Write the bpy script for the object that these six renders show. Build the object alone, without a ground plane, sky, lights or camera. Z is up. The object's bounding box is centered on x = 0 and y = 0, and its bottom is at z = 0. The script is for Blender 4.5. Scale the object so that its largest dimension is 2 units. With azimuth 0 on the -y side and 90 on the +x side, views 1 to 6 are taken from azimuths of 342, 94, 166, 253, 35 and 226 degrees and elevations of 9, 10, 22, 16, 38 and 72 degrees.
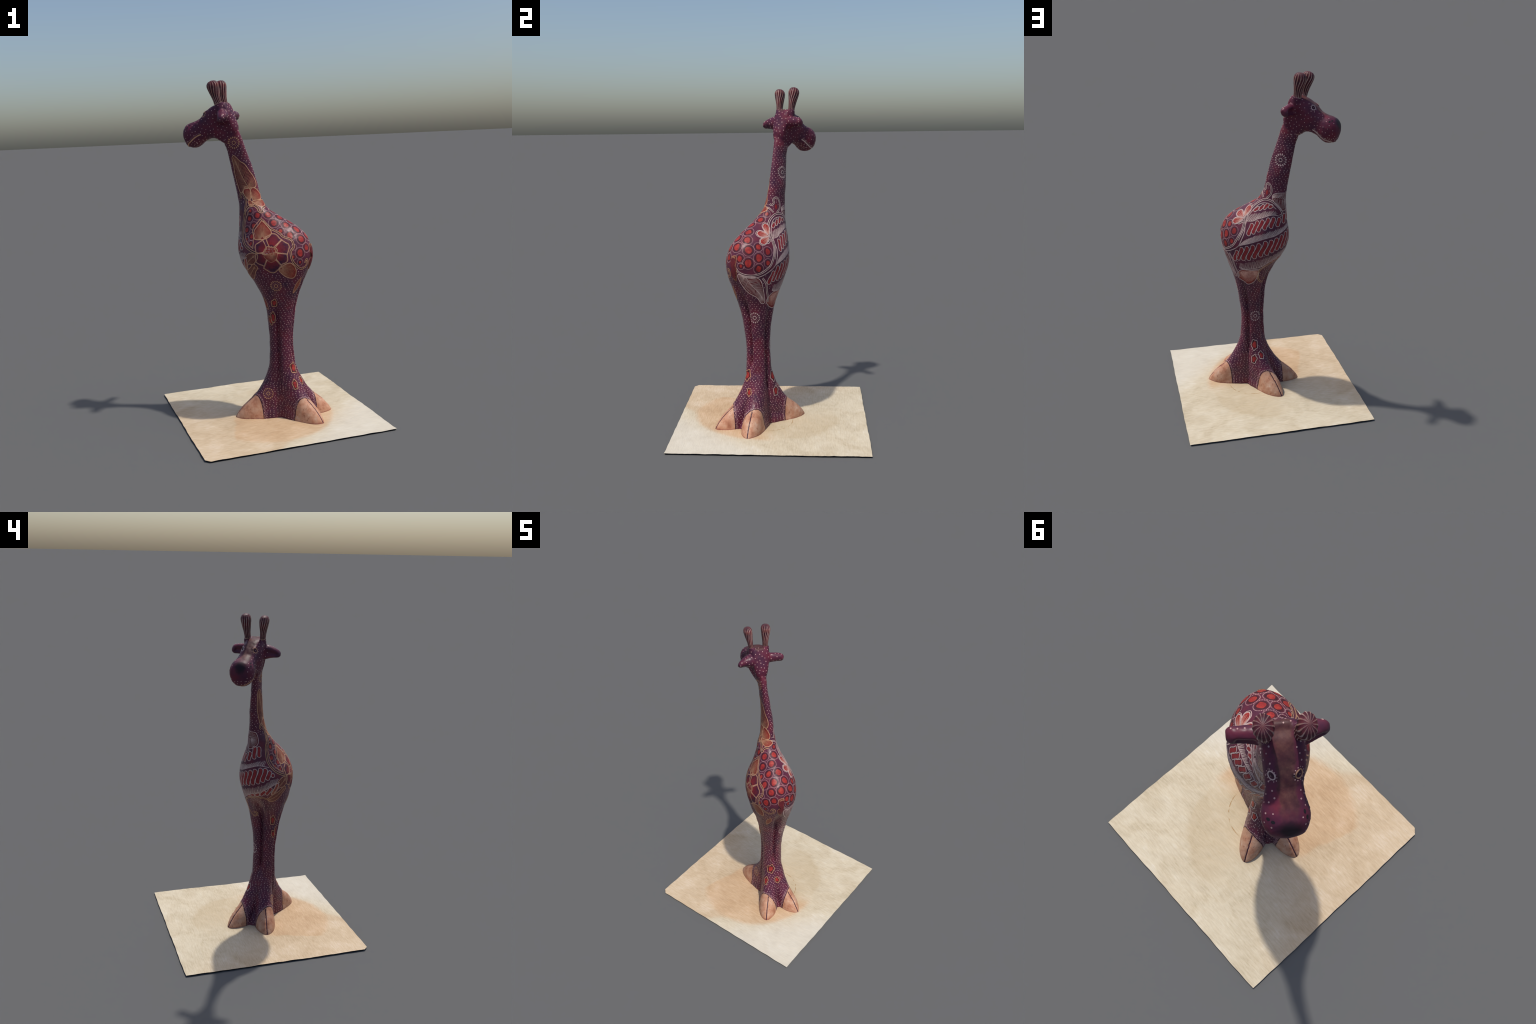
import bpy, bmesh, math, random
import numpy as np
from mathutils import Vector
from mathutils.bvhtree import BVHTree

# ------------------------------------------------------------------
#  A painted (batik) carved giraffe standing on a thin pale board.
#  Local frame of the animal:  F = towards the muzzle, S = its right side
# ------------------------------------------------------------------
RNG = random.Random(7)
FV = np.array([-0.8, 0.6, 0.0])
SV = np.array([0.6, 0.8, 0.0])
ZV = np.array([0.0, 0.0, 1.0])


def world(F, S, z):
    return F * FV + S * SV + z * ZV


def local(p):
    p = np.asarray(p, float)
    return p @ FV, p @ SV, p[..., 2]


def spline(xs, ys, x):
    """Catmull-Rom style (finite difference Hermite) interpolation."""
    xs = np.asarray(xs, float)
    ys = np.asarray(ys, float)
    x = np.atleast_1d(np.asarray(x, float))
    m = np.gradient(ys, xs)
    i = np.clip(np.searchsorted(xs, x) - 1, 0, len(xs) - 2)
    h = xs[i + 1] - xs[i]
    t = np.clip((x - xs[i]) / h, 0, 1)
    return ((2*t**3 - 3*t**2 + 1) * ys[i] + (t**3 - 2*t**2 + t) * h * m[i]
            + (-2*t**3 + 3*t**2) * ys[i + 1] + (t**3 - t**2) * h * m[i + 1])


def smoothstep(a, b, x):
    t = np.clip((np.asarray(x, float) - a) / (b - a), 0, 1)
    return t * t * (3 - 2 * t)


# ------------------------------------------------------------------ profiles
# trunk profile: z, centre F, centre S, half depth (F), half width (S)
TRUNK = [
    (0.00, -.094, -.020, .100, .082), (0.10, -.094, -.022, .096, .078),
    (0.18, -.092, -.024, .090, .076), (0.26, -.092, -.027, .082, .074),
    (0.34, -.094, -.028, .076, .071), (0.42, -.094, -.029, .070, .069),
    (0.50, -.095, -.030, .070, .070), (0.58, -.098, -.032, .077, .078),
    (0.66, -.100, -.031, .086, .091), (0.72, -.101, -.033, .101, .104),
    (0.78, -.099, -.035, .125, .119), (0.84, -.095, -.037, .154, .137),
    (0.90, -.088, -.039, .186, .150), (0.95, -.082, -.040, .206, .159),
    (1.00, -.078, -.039, .216, .160), (1.05, -.072, -.037, .215, .149),
    (1.10, -.062, -.035, .203, .127), (1.15, -.036, -.035, .174, .102),
    (1.20, .004, -.035, .132, .077), (1.25, .043, -.035, .092, .061),
    (1.30, .064, -.030, .074, .047), (1.36, .078, -.026, .070, .038),
    (1.42, .091, -.025, .068, .034), (1.48, .103, -.029, .066, .029),
    (1.54, .117, -.034, .062, .0265), (1.60, .132, -.040, .058, .025),
    (1.66, .151, -.045, .059, .027), (1.74, .172, -.052, .050, .034)]
TK = np.array(TRUNK)

# head profile along F: F, top z, bottom z, half width
HEAD = [
    (.112, 1.740, 1.680, .016), (.125, 1.775, 1.652, .032), (.150, 1.832, 1.636, .047),
    (.168, 1.867, 1.632, .047), (.200, 1.866, 1.642, .053), (.250, 1.857, 1.670, .060),
    (.274, 1.845, 1.671, .058), (.297, 1.828, 1.666, .055), (.316, 1.811, 1.658, .053),
    (.341, 1.789, 1.641, .058), (.364, 1.778, 1.625, .066), (.388, 1.770, 1.620, .069),
    (.410, 1.763, 1.624, .065), (.431, 1.750, 1.636, .055), (.443, 1.732, 1.664, .041),
    (.450, 1.710, 1.688, .014)]
HD = np.array(HEAD)

FOOT_C = np.array([-.095, -.022])
HOOF_TIPS = [(.174, .112), (.174, -.155), (-.356, .104), (-.367, -.139)]   # (F, S)
# foot along its own axis: distance, height, half width
FOOT = [(.030, .400, .062), (.050, .385, .064), (.066, .350, .066), (.080, .312, .066), (.092, .278, .065), (.105, .247, .064),
        (.130, .202, .062), (.155, .162, .063), (.184, .129, .063), (.215, .104, .058),
        (.245, .079, .049), (.268, .054, .037), (.285, .034, .025), (.297, .016, .012), (.302, .004, .004)]
# low ridge of wood left between the two feet of a pair: distance, height, half width
WEB = [(.050, .200, .022), (.080, .160, .030), (.105, .126, .034), (.130, .096, .034), (.155, .066, .030), (.175, .034, .022), (.187, .006, .010)]
FT = np.array(FOOT)


def trunk_at(z):
    return [float(spline(TK[:, 0], TK[:, k], z)[0]) for k in (1, 2, 3, 4)]


def loft(bm, rings):
    """closed solid through rings (each an (n,3) array)"""
    vs = [[bm.verts.new(p) for p in r] for r in rings]
    n = len(vs[0])
    for a, b in zip(vs[:-1], vs[1:]):
        for i in range(n):
            bm.faces.new((a[i], a[(i + 1) % n], b[(i + 1) % n], b[i]))
    for ring in (vs[0], vs[-1]):
        c = bm.verts.new(np.mean([np.array(v.co) for v in ring], axis=0))
        for i in range(n):
            bm.faces.new((ring[i], ring[(i + 1) % n], c))


def build_solid():
    bm = bmesh.new()
    # --- trunk: legs, torso and neck in one stack of ellipses with leg grooves
    th = np.linspace(0, 2 * np.pi, 160, endpoint=False)

    def groove(t0, width):
        d = np.abs((th - t0 + np.pi) % (2 * np.pi) - np.pi)
        return np.exp(-(d / width) ** 2)
    rings = []
    for z in np.concatenate([np.linspace(0, 1.30, 170), np.linspace(1.31, 1.74, 50)]):
        cF, cS, a, b = trunk_at(z)
        low = smoothstep(.05, .32, z)
        front = (1 - smoothstep(.66, .89, z)) * (.75 + .25 * low)
        back = (1 - smoothstep(.62, .93, z)) * (.75 + .25 * low)
        side = (1 - smoothstep(.56, .84, z)) * (.28 + .72 * low)
        k = 1.0 + .02 * (1 - float(smoothstep(.6, .76, z))) - .49 * front * groove(0, .20) - .47 * back * groove(np.pi, .17) \
            - .36 * side * (groove(np.pi / 2, .18) + groove(-np.pi / 2, .18))
        skew = .012 * float(smoothstep(1.02, 1.15, z) * (1 - smoothstep(1.28, 1.38, z)))
        egg = 1 + .015 * float(smoothstep(.66, .85, z) * (1 - smoothstep(1.24, 1.34, z))) * np.cos(th)
        rings.append(np.array([world(cF + a * kk * math.cos(t), cS + b * kk * e_ * math.sin(t) + skew * max(0, math.cos(t)), z)
                               for kk, e_, t in zip(k, egg, th)]))
    loft(bm, rings)
    # --- head
    ph = np.linspace(0, 2 * np.pi, 72, endpoint=False)
    rings = []
    for F in np.linspace(HD[0, 0], HD[-1, 0], 90):
        zt, zb, w = (float(spline(HD[:, 0], HD[:, k], F)[0]) for k in (1, 2, 3))
        cS = float(spline([.11, .16, .25, .32, .46], [-.052, -.050, -.056, -.049, -.047], F)[0])
        egg = .42 - .34 * float(smoothstep(.17, .27, F))
        nn = 2.0 + 2.0 * float(smoothstep(.13, .168, F)) - 1.5 * float(smoothstep(.20, .26, F)) - .3 * float(smoothstep(.32, .37, F))
        if egg > .1:
            w = w * (1 - .25 * (egg - .1))
        r = []
        for p in ph:
            c, s_ = math.cos(p), math.sin(p)
            x = math.copysign(abs(c) ** (2 / nn), c)
            y = math.copysign(abs(s_) ** (2 / nn), s_)
            r.append(world(F, cS + w * x * (1 + egg * y), (zt + zb) / 2 + (zt - zb) / 2 * y))
        rings.append(np.array(r))
    loft(bm, rings)
    # --- feet
    for tip in HOOF_TIPS:
        d = np.array(tip) - FOOT_C
        L = np.linalg.norm(d)
        d = d / L
        e = np.array([-d[1], d[0]])
        # low swelling at the ground round the foot
        rings = []
        for r in np.linspace(.035, .235, 30):
            h = min(.50 * float(spline(FT[:, 0], FT[:, 1], r)[0]), .155)
            w = float(spline(FT[:, 0], FT[:, 2], r)[0]) + .009 * float(1 - smoothstep(.13, .22, r)) - .002
            ring = []
            for a in np.linspace(0, np.pi, 41):
                q = FOOT_C + d * (r * L / .302) + e * (w * math.cos(a))
                ring.append(world(q[0], q[1], max(h * math.sin(a), .001)))
            for x in np.linspace(-w, w, 8)[1:-1]:
                q = FOOT_C + d * (r * L / .302) + e * x
                ring.append(world(q[0], q[1], 0.0))
            rings.append(np.array(ring))
        loft(bm, rings)
        rings = []
        for r in np.linspace(FT[0, 0], FT[-1, 0], 70):
            h = float(spline(FT[:, 0], FT[:, 1], r)[0])
            w = float(spline(FT[:, 0], FT[:, 2], r)[0])
            ring = []
            for a in np.linspace(0, np.pi, 81):
                x = math.copysign(abs(math.cos(a)) ** (2 / 2.25), math.cos(a)) * w
                y = abs(math.sin(a)) ** (2 / 2.1) * h
                cleft = .0075 * float(smoothstep(.172, .185, r)) * math.exp(-(x / .0038) ** 2)
                y = max(y - cleft, 0.002)
                q = FOOT_C + d * (r * L / .302) + e * x
                ring.append(world(q[0], q[1], y))
            for x in np.linspace(-w, w, 8)[1:-1]:
                q = FOOT_C + d * (r * L / .302) + e * x
                ring.append(world(q[0], q[1], 0.0))
            rings.append(np.array(ring))
        loft(bm, rings)
    for sgn, reach in ((1, 1.0), (-1, .95)):
        rings = []
        for r, h, w in WEB:
            ring = [world(FOOT_C[0] + sgn * r * reach, -.020 + w * math.cos(a), h * math.sin(a)) for a in np.linspace(0, np.pi, 25)]
            ring += [world(FOOT_C[0] + sgn * r * reach, -.020 + x, 0) for x in np.linspace(-w, w, 8)[1:-1]]
            rings.append(np.array(ring))
        loft(bm, rings)
    # --- ears: stations (S offset from skull centre, F, z, half F, half z)
    ears = [
        [(-.030, .182, 1.790, .034, .036), (.035, .184, 1.790, .034, .036), (.060, .182, 1.796, .030, .033), (.090, .178, 1.797, .027, .030),
         (.120, .175, 1.796, .025, .028), (.140, .172, 1.794, .022, .024), (.150, .171, 1.793, .014, .014)],
        [(-.030, .186, 1.790, .038, .040), (.045, .188, 1.789, .043, .044), (.065, .184, 1.790, .040, .040), (.090, .179, 1.789, .034, .033),
         (.115, .173, 1.784, .026, .025), (.132, .168, 1.779, .018, .017), (.140, .167, 1.777, .008, .008)]]
    for side, st in zip((1, -1), ears):
        st = np.array(st)
        rings = []
        for s_ in np.linspace(st[0, 0], st[-1, 0], 40):
            F, z, hf, hz = (float(spline(st[:, 0], st[:, k], s_)[0]) for k in (1, 2, 3, 4))
            r = []
            for p in np.linspace(0, 2 * np.pi, 48, endpoint=False):
                dent = .60 * math.exp(-((abs((p + np.pi) % (2 * np.pi) - np.pi)) / .55) ** 2) \
                    * float(smoothstep(.05, .075, s_)) * (1 - float(smoothstep(.115, .14, s_)))
                r.append(world(F + hf * (math.cos(p) * (1 - dent)), -.053 + side * s_, z - .004*math.cos(p) + hz * math.sin(p)))
            rings.append(np.array(r))
        loft(bm, rings)
    for F0, off, z0, rad in ((.288, .026, 1.823, (.024, .016, .010)),):
        for side in (1, -1):
            rings = []
            for t in np.linspace(-.98, .98, 14):
                k = math.sqrt(1 - t * t)
                rings.append(np.array([world(F0 + rad[0] * t, -.052 + side * off + rad[1] * k * math.cos(p), z0 - (.45 * rad[0] * t if F0 < .35 else 0) + rad[2] * k * math.sin(p))
                                       for p in np.linspace(0, 2 * np.pi, 24, endpoint=False)]))
            loft(bm, rings)
    # --- horn stems
    for side in (1, -1):
        rings = []
        for t in np.linspace(0, 1, 12):
            c = world(.196 + .010 * t, -.052 + side * .045, 1.80 + .066 * t)
            rr = .0225 - .003 * t
            rings.append(np.array([c + rr * (1.25 * math.cos(p) * FV + .92 * math.sin(p) * SV) - .35 * 1.25 * rr * math.cos(p) * ZV * t
                                   for p in np.linspace(0, 2 * np.pi, 32, endpoint=False)]))
        loft(bm, rings)
    bmesh.ops.recalc_face_normals(bm, faces=bm.faces)
    me = bpy.data.meshes.new("giraffe_solid")
    bm.to_mesh(me)
    bm.free()
    ob = bpy.data.objects.new("giraffe_solid", me)
    bpy.context.scene.collection.objects.link(ob)
    m = ob.modifiers.new("r", "REMESH")
    m.mode = "VOXEL"
    m.voxel_size = 0.003
    m = ob.modifiers.new("s", "SMOOTH")
    m.factor = .5
    m.iterations = 7
    dg = bpy.context.evaluated_depsgraph_get()
    ev = ob.evaluated_get(dg)
    res = bpy.data.meshes.new_from_object(ev)
    bpy.data.objects.remove(ob)
    bpy.data.meshes.remove(me)
    return res


# ------------------------------------------------------------------ materials
class NT:
    def __init__(self, name, rough=.45, spec=.35):
        self.m = bpy.data.materials.new(name)
        self.m.use_nodes = True
        self.t = self.m.node_tree
        self.n = self.t.nodes
        self.b = self.n["Principled BSDF"]
        self.b.inputs["Roughness"].default_value = rough
        self.b.inputs["Specular IOR Level"].default_value = spec
        self.co = self.n.new("ShaderNodeTexCoord").outputs["Object"]

    def link(self, a, b):
        self.t.links.new(a, b)

    def math(self, op, *args, clamp=False):
        nd = self.n.new("ShaderNodeMath")
        nd.operation = op
        nd.use_clamp = clamp
        for i, a in enumerate(args):
            if isinstance(a, (int, float)):
                nd.inputs[i].default_value = a
            else:
                self.link(a, nd.inputs[i])
        return nd.outputs[0]

    def noise(self, scale, detail=3, rough=.5, vec=None, distort=0):
        nd = self.n.new("ShaderNodeTexNoise")
        nd.inputs["Scale"].default_value = scale
        nd.inputs["Detail"].default_value = detail
        nd.inputs["Roughness"].default_value = rough
        nd.inputs["Distortion"].default_value = distort
        self.link(vec if vec is not None else self.co, nd.inputs["Vector"])
        return nd.outputs["Fac"]

    def scaled(self, s, rot=(0, 0, 0)):
        nd = self.n.new("ShaderNodeMapping")
        nd.inputs["Scale"].default_value = s
        nd.inputs["Rotation"].default_value = rot
        self.link(self.co, nd.inputs["Vector"])
        return nd.outputs[0]

    def ramp(self, fac, stops):
        nd = self.n.new("ShaderNodeValToRGB")
        el = nd.color_ramp.elements
        while len(el) < len(stops):
            el.new(.5)
        for e, (p, c) in zip(el, stops):
            e.position = p
            e.color = (*c, 1) if len(c) == 3 else c
        self.link(fac, nd.inputs[0])
        return nd.outputs[0]

    def mix(self, fac, a, b, mode="MIX"):
        nd = self.n.new("ShaderNodeMix")
        nd.data_type = "RGBA"
        nd.blend_type = mode
        for sock, v in ((nd.inputs[0], fac), (nd.inputs[6], a), (nd.inputs[7], b)):
            if isinstance(v, (int, float)):
                sock.default_value = v
            elif isinstance(v, tuple):
                sock.default_value = (*v, 1)
            else:
                self.link(v, sock)
        return nd.outputs[2]

    def step(self, a, b, x):
        nd = self.n.new("ShaderNodeMapRange")
        nd.interpolation_type = "SMOOTHSTEP"
        nd.inputs["From Min"].default_value = a
        nd.inputs["From Max"].default_value = b
        self.link(x, nd.inputs["Value"])
        return nd.outputs[0]

    def xyz(self):
        nd = self.n.new("ShaderNodeSeparateXYZ")
        self.link(self.co, nd.inputs[0])
        return nd.outputs

    def fsz(self):
        x, y, z = self.xyz()
        F = self.math("ADD", self.math("MULTIPLY", x, -.8), self.math("MULTIPLY", y, .6))
        S = self.math("ADD", self.math("MULTIPLY", x, .6), self.math("MULTIPLY", y, .8))
        return F, S, z

    def color(self, c):
        if isinstance(c, tuple):
            self.b.inputs["Base Color"].default_value = (*c, 1)
        else:
            self.link(c, self.b.inputs["Base Color"])

    def bump(self, h, strength=.3, dist=.002):
        nd = self.n.new("ShaderNodeBump")
        nd.inputs["Strength"].default_value = strength
        nd.inputs["Distance"].default_value = dist
        self.link(h, nd.inputs["Height"])
        self.link(nd.outputs[0], self.b.inputs["Normal"])


def plain(name, c1, c2, scale=40, rough=.5, spec=.3):
    t = NT(name, rough, spec)
    t.color(t.ramp(t.noise(scale, 3, .6), [(.3, c1), (.7, c2)]))
    return t.m


def lacquer_colour(t):
    n1 = t.noise(13, 4, .6)
    return t.ramp(n1, [(.30, (.060, .018, .041)), (.50, (.100, .020, .042)), (.72, (.155, .022, .039))])  # base nudged towards purple for the bluish sky sheen on the right side


def mat_lacquer():
    t = NT("plum_lacquer", .37, .28)
    t.color(lacquer_colour(t))
    t.bump(t.noise(90, 2), .12, .002)
    return t.m


def mat_head():
    """plum lacquer with a dusty brown worn blaze from between the horns down the nose, near-black patch at the muzzle tip"""
    t = NT("worn_head_lacquer", .50, .18)
    F, S, z = t.fsz()
    wob = t.math("MULTIPLY", t.math("SUBTRACT", t.noise(38, 5, .65), .5), .040)
    off = t.math("ADD", t.math("ABSOLUTE", t.math("ADD", S, .056)), wob)
    # height above the line brow - nose bridge
    crest = t.math("SUBTRACT", z, t.math("SUBTRACT", 1.876, t.math("MULTIPLY", t.math("SUBTRACT", F, .20), .60)))
    m = t.math("MULTIPLY", t.math("SUBTRACT", 1.0, t.step(.020, .034, off)), t.step(-.045, -.02, crest))
    m = t.math("MULTIPLY", m, t.math("SUBTRACT", 1.0, t.step(.37, .44, F)))
    brown = t.ramp(t.noise(38, 4, .65), [(.35, (.048, .021, .021)), (.55, (.092, .043, .034)), (.72, (.145, .074, .052))])
    col = t.mix(t.math("MULTIPLY", m, .72), lacquer_colour(t), brown)
    dx = t.math("SUBTRACT", F, .448)
    dy = t.math("ADD", S, .055)
    dz = t.math("SUBTRACT", z, 1.735)
    d = t.math("SQRT", t.math("ADD", t.math("ADD", t.math("MULTIPLY", dx, dx), t.math("MULTIPLY", dy, dy)), t.math("MULTIPLY", dz, dz)))
    d = t.math("ADD", d, t.math("MULTIPLY", wob, .6))
    nose = t.math("MULTIPLY", .85, t.math("SUBTRACT", 1.0, t.step(.018, .050, d)))
    t.color(t.mix(nose, col, (.014, .010, .013)))
    t.bump(t.noise(60, 3), .25, .003)
    return t.m


def mat_horn():
    t = NT("striped_horn", .48, .2)
    x, y, z = t.xyz()
    ang = t.math("ARCTAN2", y, t.math("MULTIPLY", x, .72))
    tw = t.math("ADD", ang, t.math("MULTIPLY", t.math("SINE", t.math("MULTIPLY", z, 40.0)), .175))
    st = t.math("COSINE", t.math("MULTIPLY", tw, 14.0))
    fade = t.math("SUBTRACT", 1.0, t.math("MULTIPLY", t.step(.112, .134, z), .75))
    m = t.step(.45, .85, t.math("ADD", st, t.math("MULTIPLY", t.math("SUBTRACT", t.noise(60), .5), .8)))
    m = t.math("MULTIPLY", m, fade)
    m = t.math("MAXIMUM", m, t.math("SUBTRACT", 1.0, t.step(.004, .008, z)))
    dark = t.ramp(t.noise(30), [(.35, (.045, .014, .024)), (.65, (.12, .020, .028))])
    pale = t.ramp(t.noise(25), [(.35, (.34, .17, .12)), (.65, (.50, .36, .32))])
    t.color(t.mix(m, dark, pale))
    return t.m


def mat_hoof():
    t = NT("painted_hoof", .5, .2)
    n = t.noise(22, 4, .62)
    col = t.ramp(n, [(.30, (.36, .145, .085)), (.46, (.49, .245, .150)), (.60, (.54, .31, .205)), (.78, (.60, .42, .32))])
    speck = t.step(.63, .70, t.noise(110, 2, .5, t.scaled((1, 1, .5))))
    col = t.mix(t.math("MULTIPLY", speck, .55), col, (.22, .085, .055))
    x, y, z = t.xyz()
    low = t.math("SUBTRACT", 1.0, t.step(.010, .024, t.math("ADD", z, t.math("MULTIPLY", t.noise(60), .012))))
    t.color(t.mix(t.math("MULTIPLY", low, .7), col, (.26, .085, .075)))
    t.bump(t.noise(70, 3), .25, .002)
    return t.m


def mat_board_top():
    """pale sanded wood with warm tan stained zones, brushed streaks and one ring stain"""
    t = NT("sanded_wood", .78, .15)
    x, y, z = t.xyz()
    wob = t.math("MULTIPLY", t.math("SUBTRACT", t.noise(9, 4, .6), .5), .05)
    fine = t.math("MULTIPLY", t.math("SUBTRACT", t.noise(60, 3, .6, t.scaled((.4, 3, 1), (0, 0, .25))), .5), .03)
    grain = t.noise(26, 5, .62, t.scaled((.8, 4.5, 1), (0, 0, .22)))
    blotch = t.noise(5.5, 4, .6, None, .6)
    pale = t.ramp(t.math("ADD", t.math("MULTIPLY", grain, .45), t.math("MULTIPLY", blotch, .6)),
                  [(.34, (.45, .37, .245)), (.47, (.565, .475, .335)), (.60, (.635, .55, .405)), (.74, (.70, .635, .52))])
    warm = t.ramp(t.math("ADD", t.math("MULTIPLY", grain, .5), t.math("MULTIPLY", blotch, .5)),
                  [(.36, (.48, .31, .175)), (.52, (.57, .39, .235)), (.68, (.65, .47, .32))])

    def dist(cx, cy, ky):
        dx = t.math("SUBTRACT", x, cx)
        dy = t.math("MULTIPLY", t.math("SUBTRACT", y, cy), ky)
        return t.math("SQRT", t.math("ADD", t.math("MULTIPLY", dx, dx), t.math("MULTIPLY", dy, dy)))
    inv = lambda m: t.math("SUBTRACT", 1.0, m)
    rim = t.math("ADD", dist(-.05, 0, .86), t.math("ADD", fine, t.math("MULTIPLY", wob, .25)))
    lower = inv(t.step(-.06, .05, y))
    # giraffe's cast shadow drawn in tan: rounded rear edge, straight muzzle-side edge
    west = t.math("SUBTRACT", x, t.math("ADD", -.24, t.math("MULTIPLY", t.math("ADD", y, .03), .277)))
    cast_shadow_tan = t.math("MULTIPLY", t.math("MULTIPLY", inv(t.step(.388, .432, rim)), lower), t.step(-.012, .012, t.math("ADD", west, wob)))
    corner = t.math("MULTIPLY", t.math("MULTIPLY", inv(t.step(.40, .47, t.math("SUBTRACT", x, y))), t.step(-.75, -.1, t.math("SUBTRACT", 0.0, t.math("ADD", y, t.math("MULTIPLY", x, .4))))), inv(t.step(-.25, .2, t.math("ADD", y, t.math("MULTIPLY", x, .8)))))
    col = t.mix(t.math("MULTIPLY", corner, .52), t.mix(t.math("MULTIPLY", t.step(.45, .75, t.math("ADD", t.math("SUBTRACT", x, y), t.math("MULTIPLY", wob, 3.0))), .55), pale, (.66, .62, .535)), warm)
    col = t.mix(t.math("MULTIPLY", cast_shadow_tan, .85), col, warm)
    # fainter scan shade on the right side, tinted grey-tan into the wood
    rim2 = t.math("ADD", dist(.02, .05, .9), t.math("ADD", fine, wob))
    baked_shade = t.math("MULTIPLY", t.math("MULTIPLY", inv(t.step(.300, .335, rim2)), t.step(-.10, -.02, y)), t.step(-.22, .05, x))
    col = t.mix(t.math("MULTIPLY", baked_shade, .38), col, (.50, .385, .235))
    # arc of a ring stain
    ring = t.math("ABSOLUTE", t.math("SUBTRACT", dist(.07, -.03, 1.0), t.math("ADD", .153, t.math("MULTIPLY", wob, .12))))
    ring = t.math("MULTIPLY", inv(t.step(.0012, .0035, ring)), t.math("MULTIPLY", t.step(-.03, .02, y), t.step(.03, .09, x)))
    ring = t.math("MULTIPLY", ring, t.step(.35, .55, t.noise(40)))
    col = t.mix(t.math("MULTIPLY", ring, .8), col, (.34, .19, .065))
    t.color(col)
    t.bump(t.math("ADD", t.noise(24, 4, .6, t.scaled((.7, 2.2, 1), (0, 0, .3))), t.math("MULTIPLY", grain, .5)), .5, .004)
    return t.m


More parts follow.
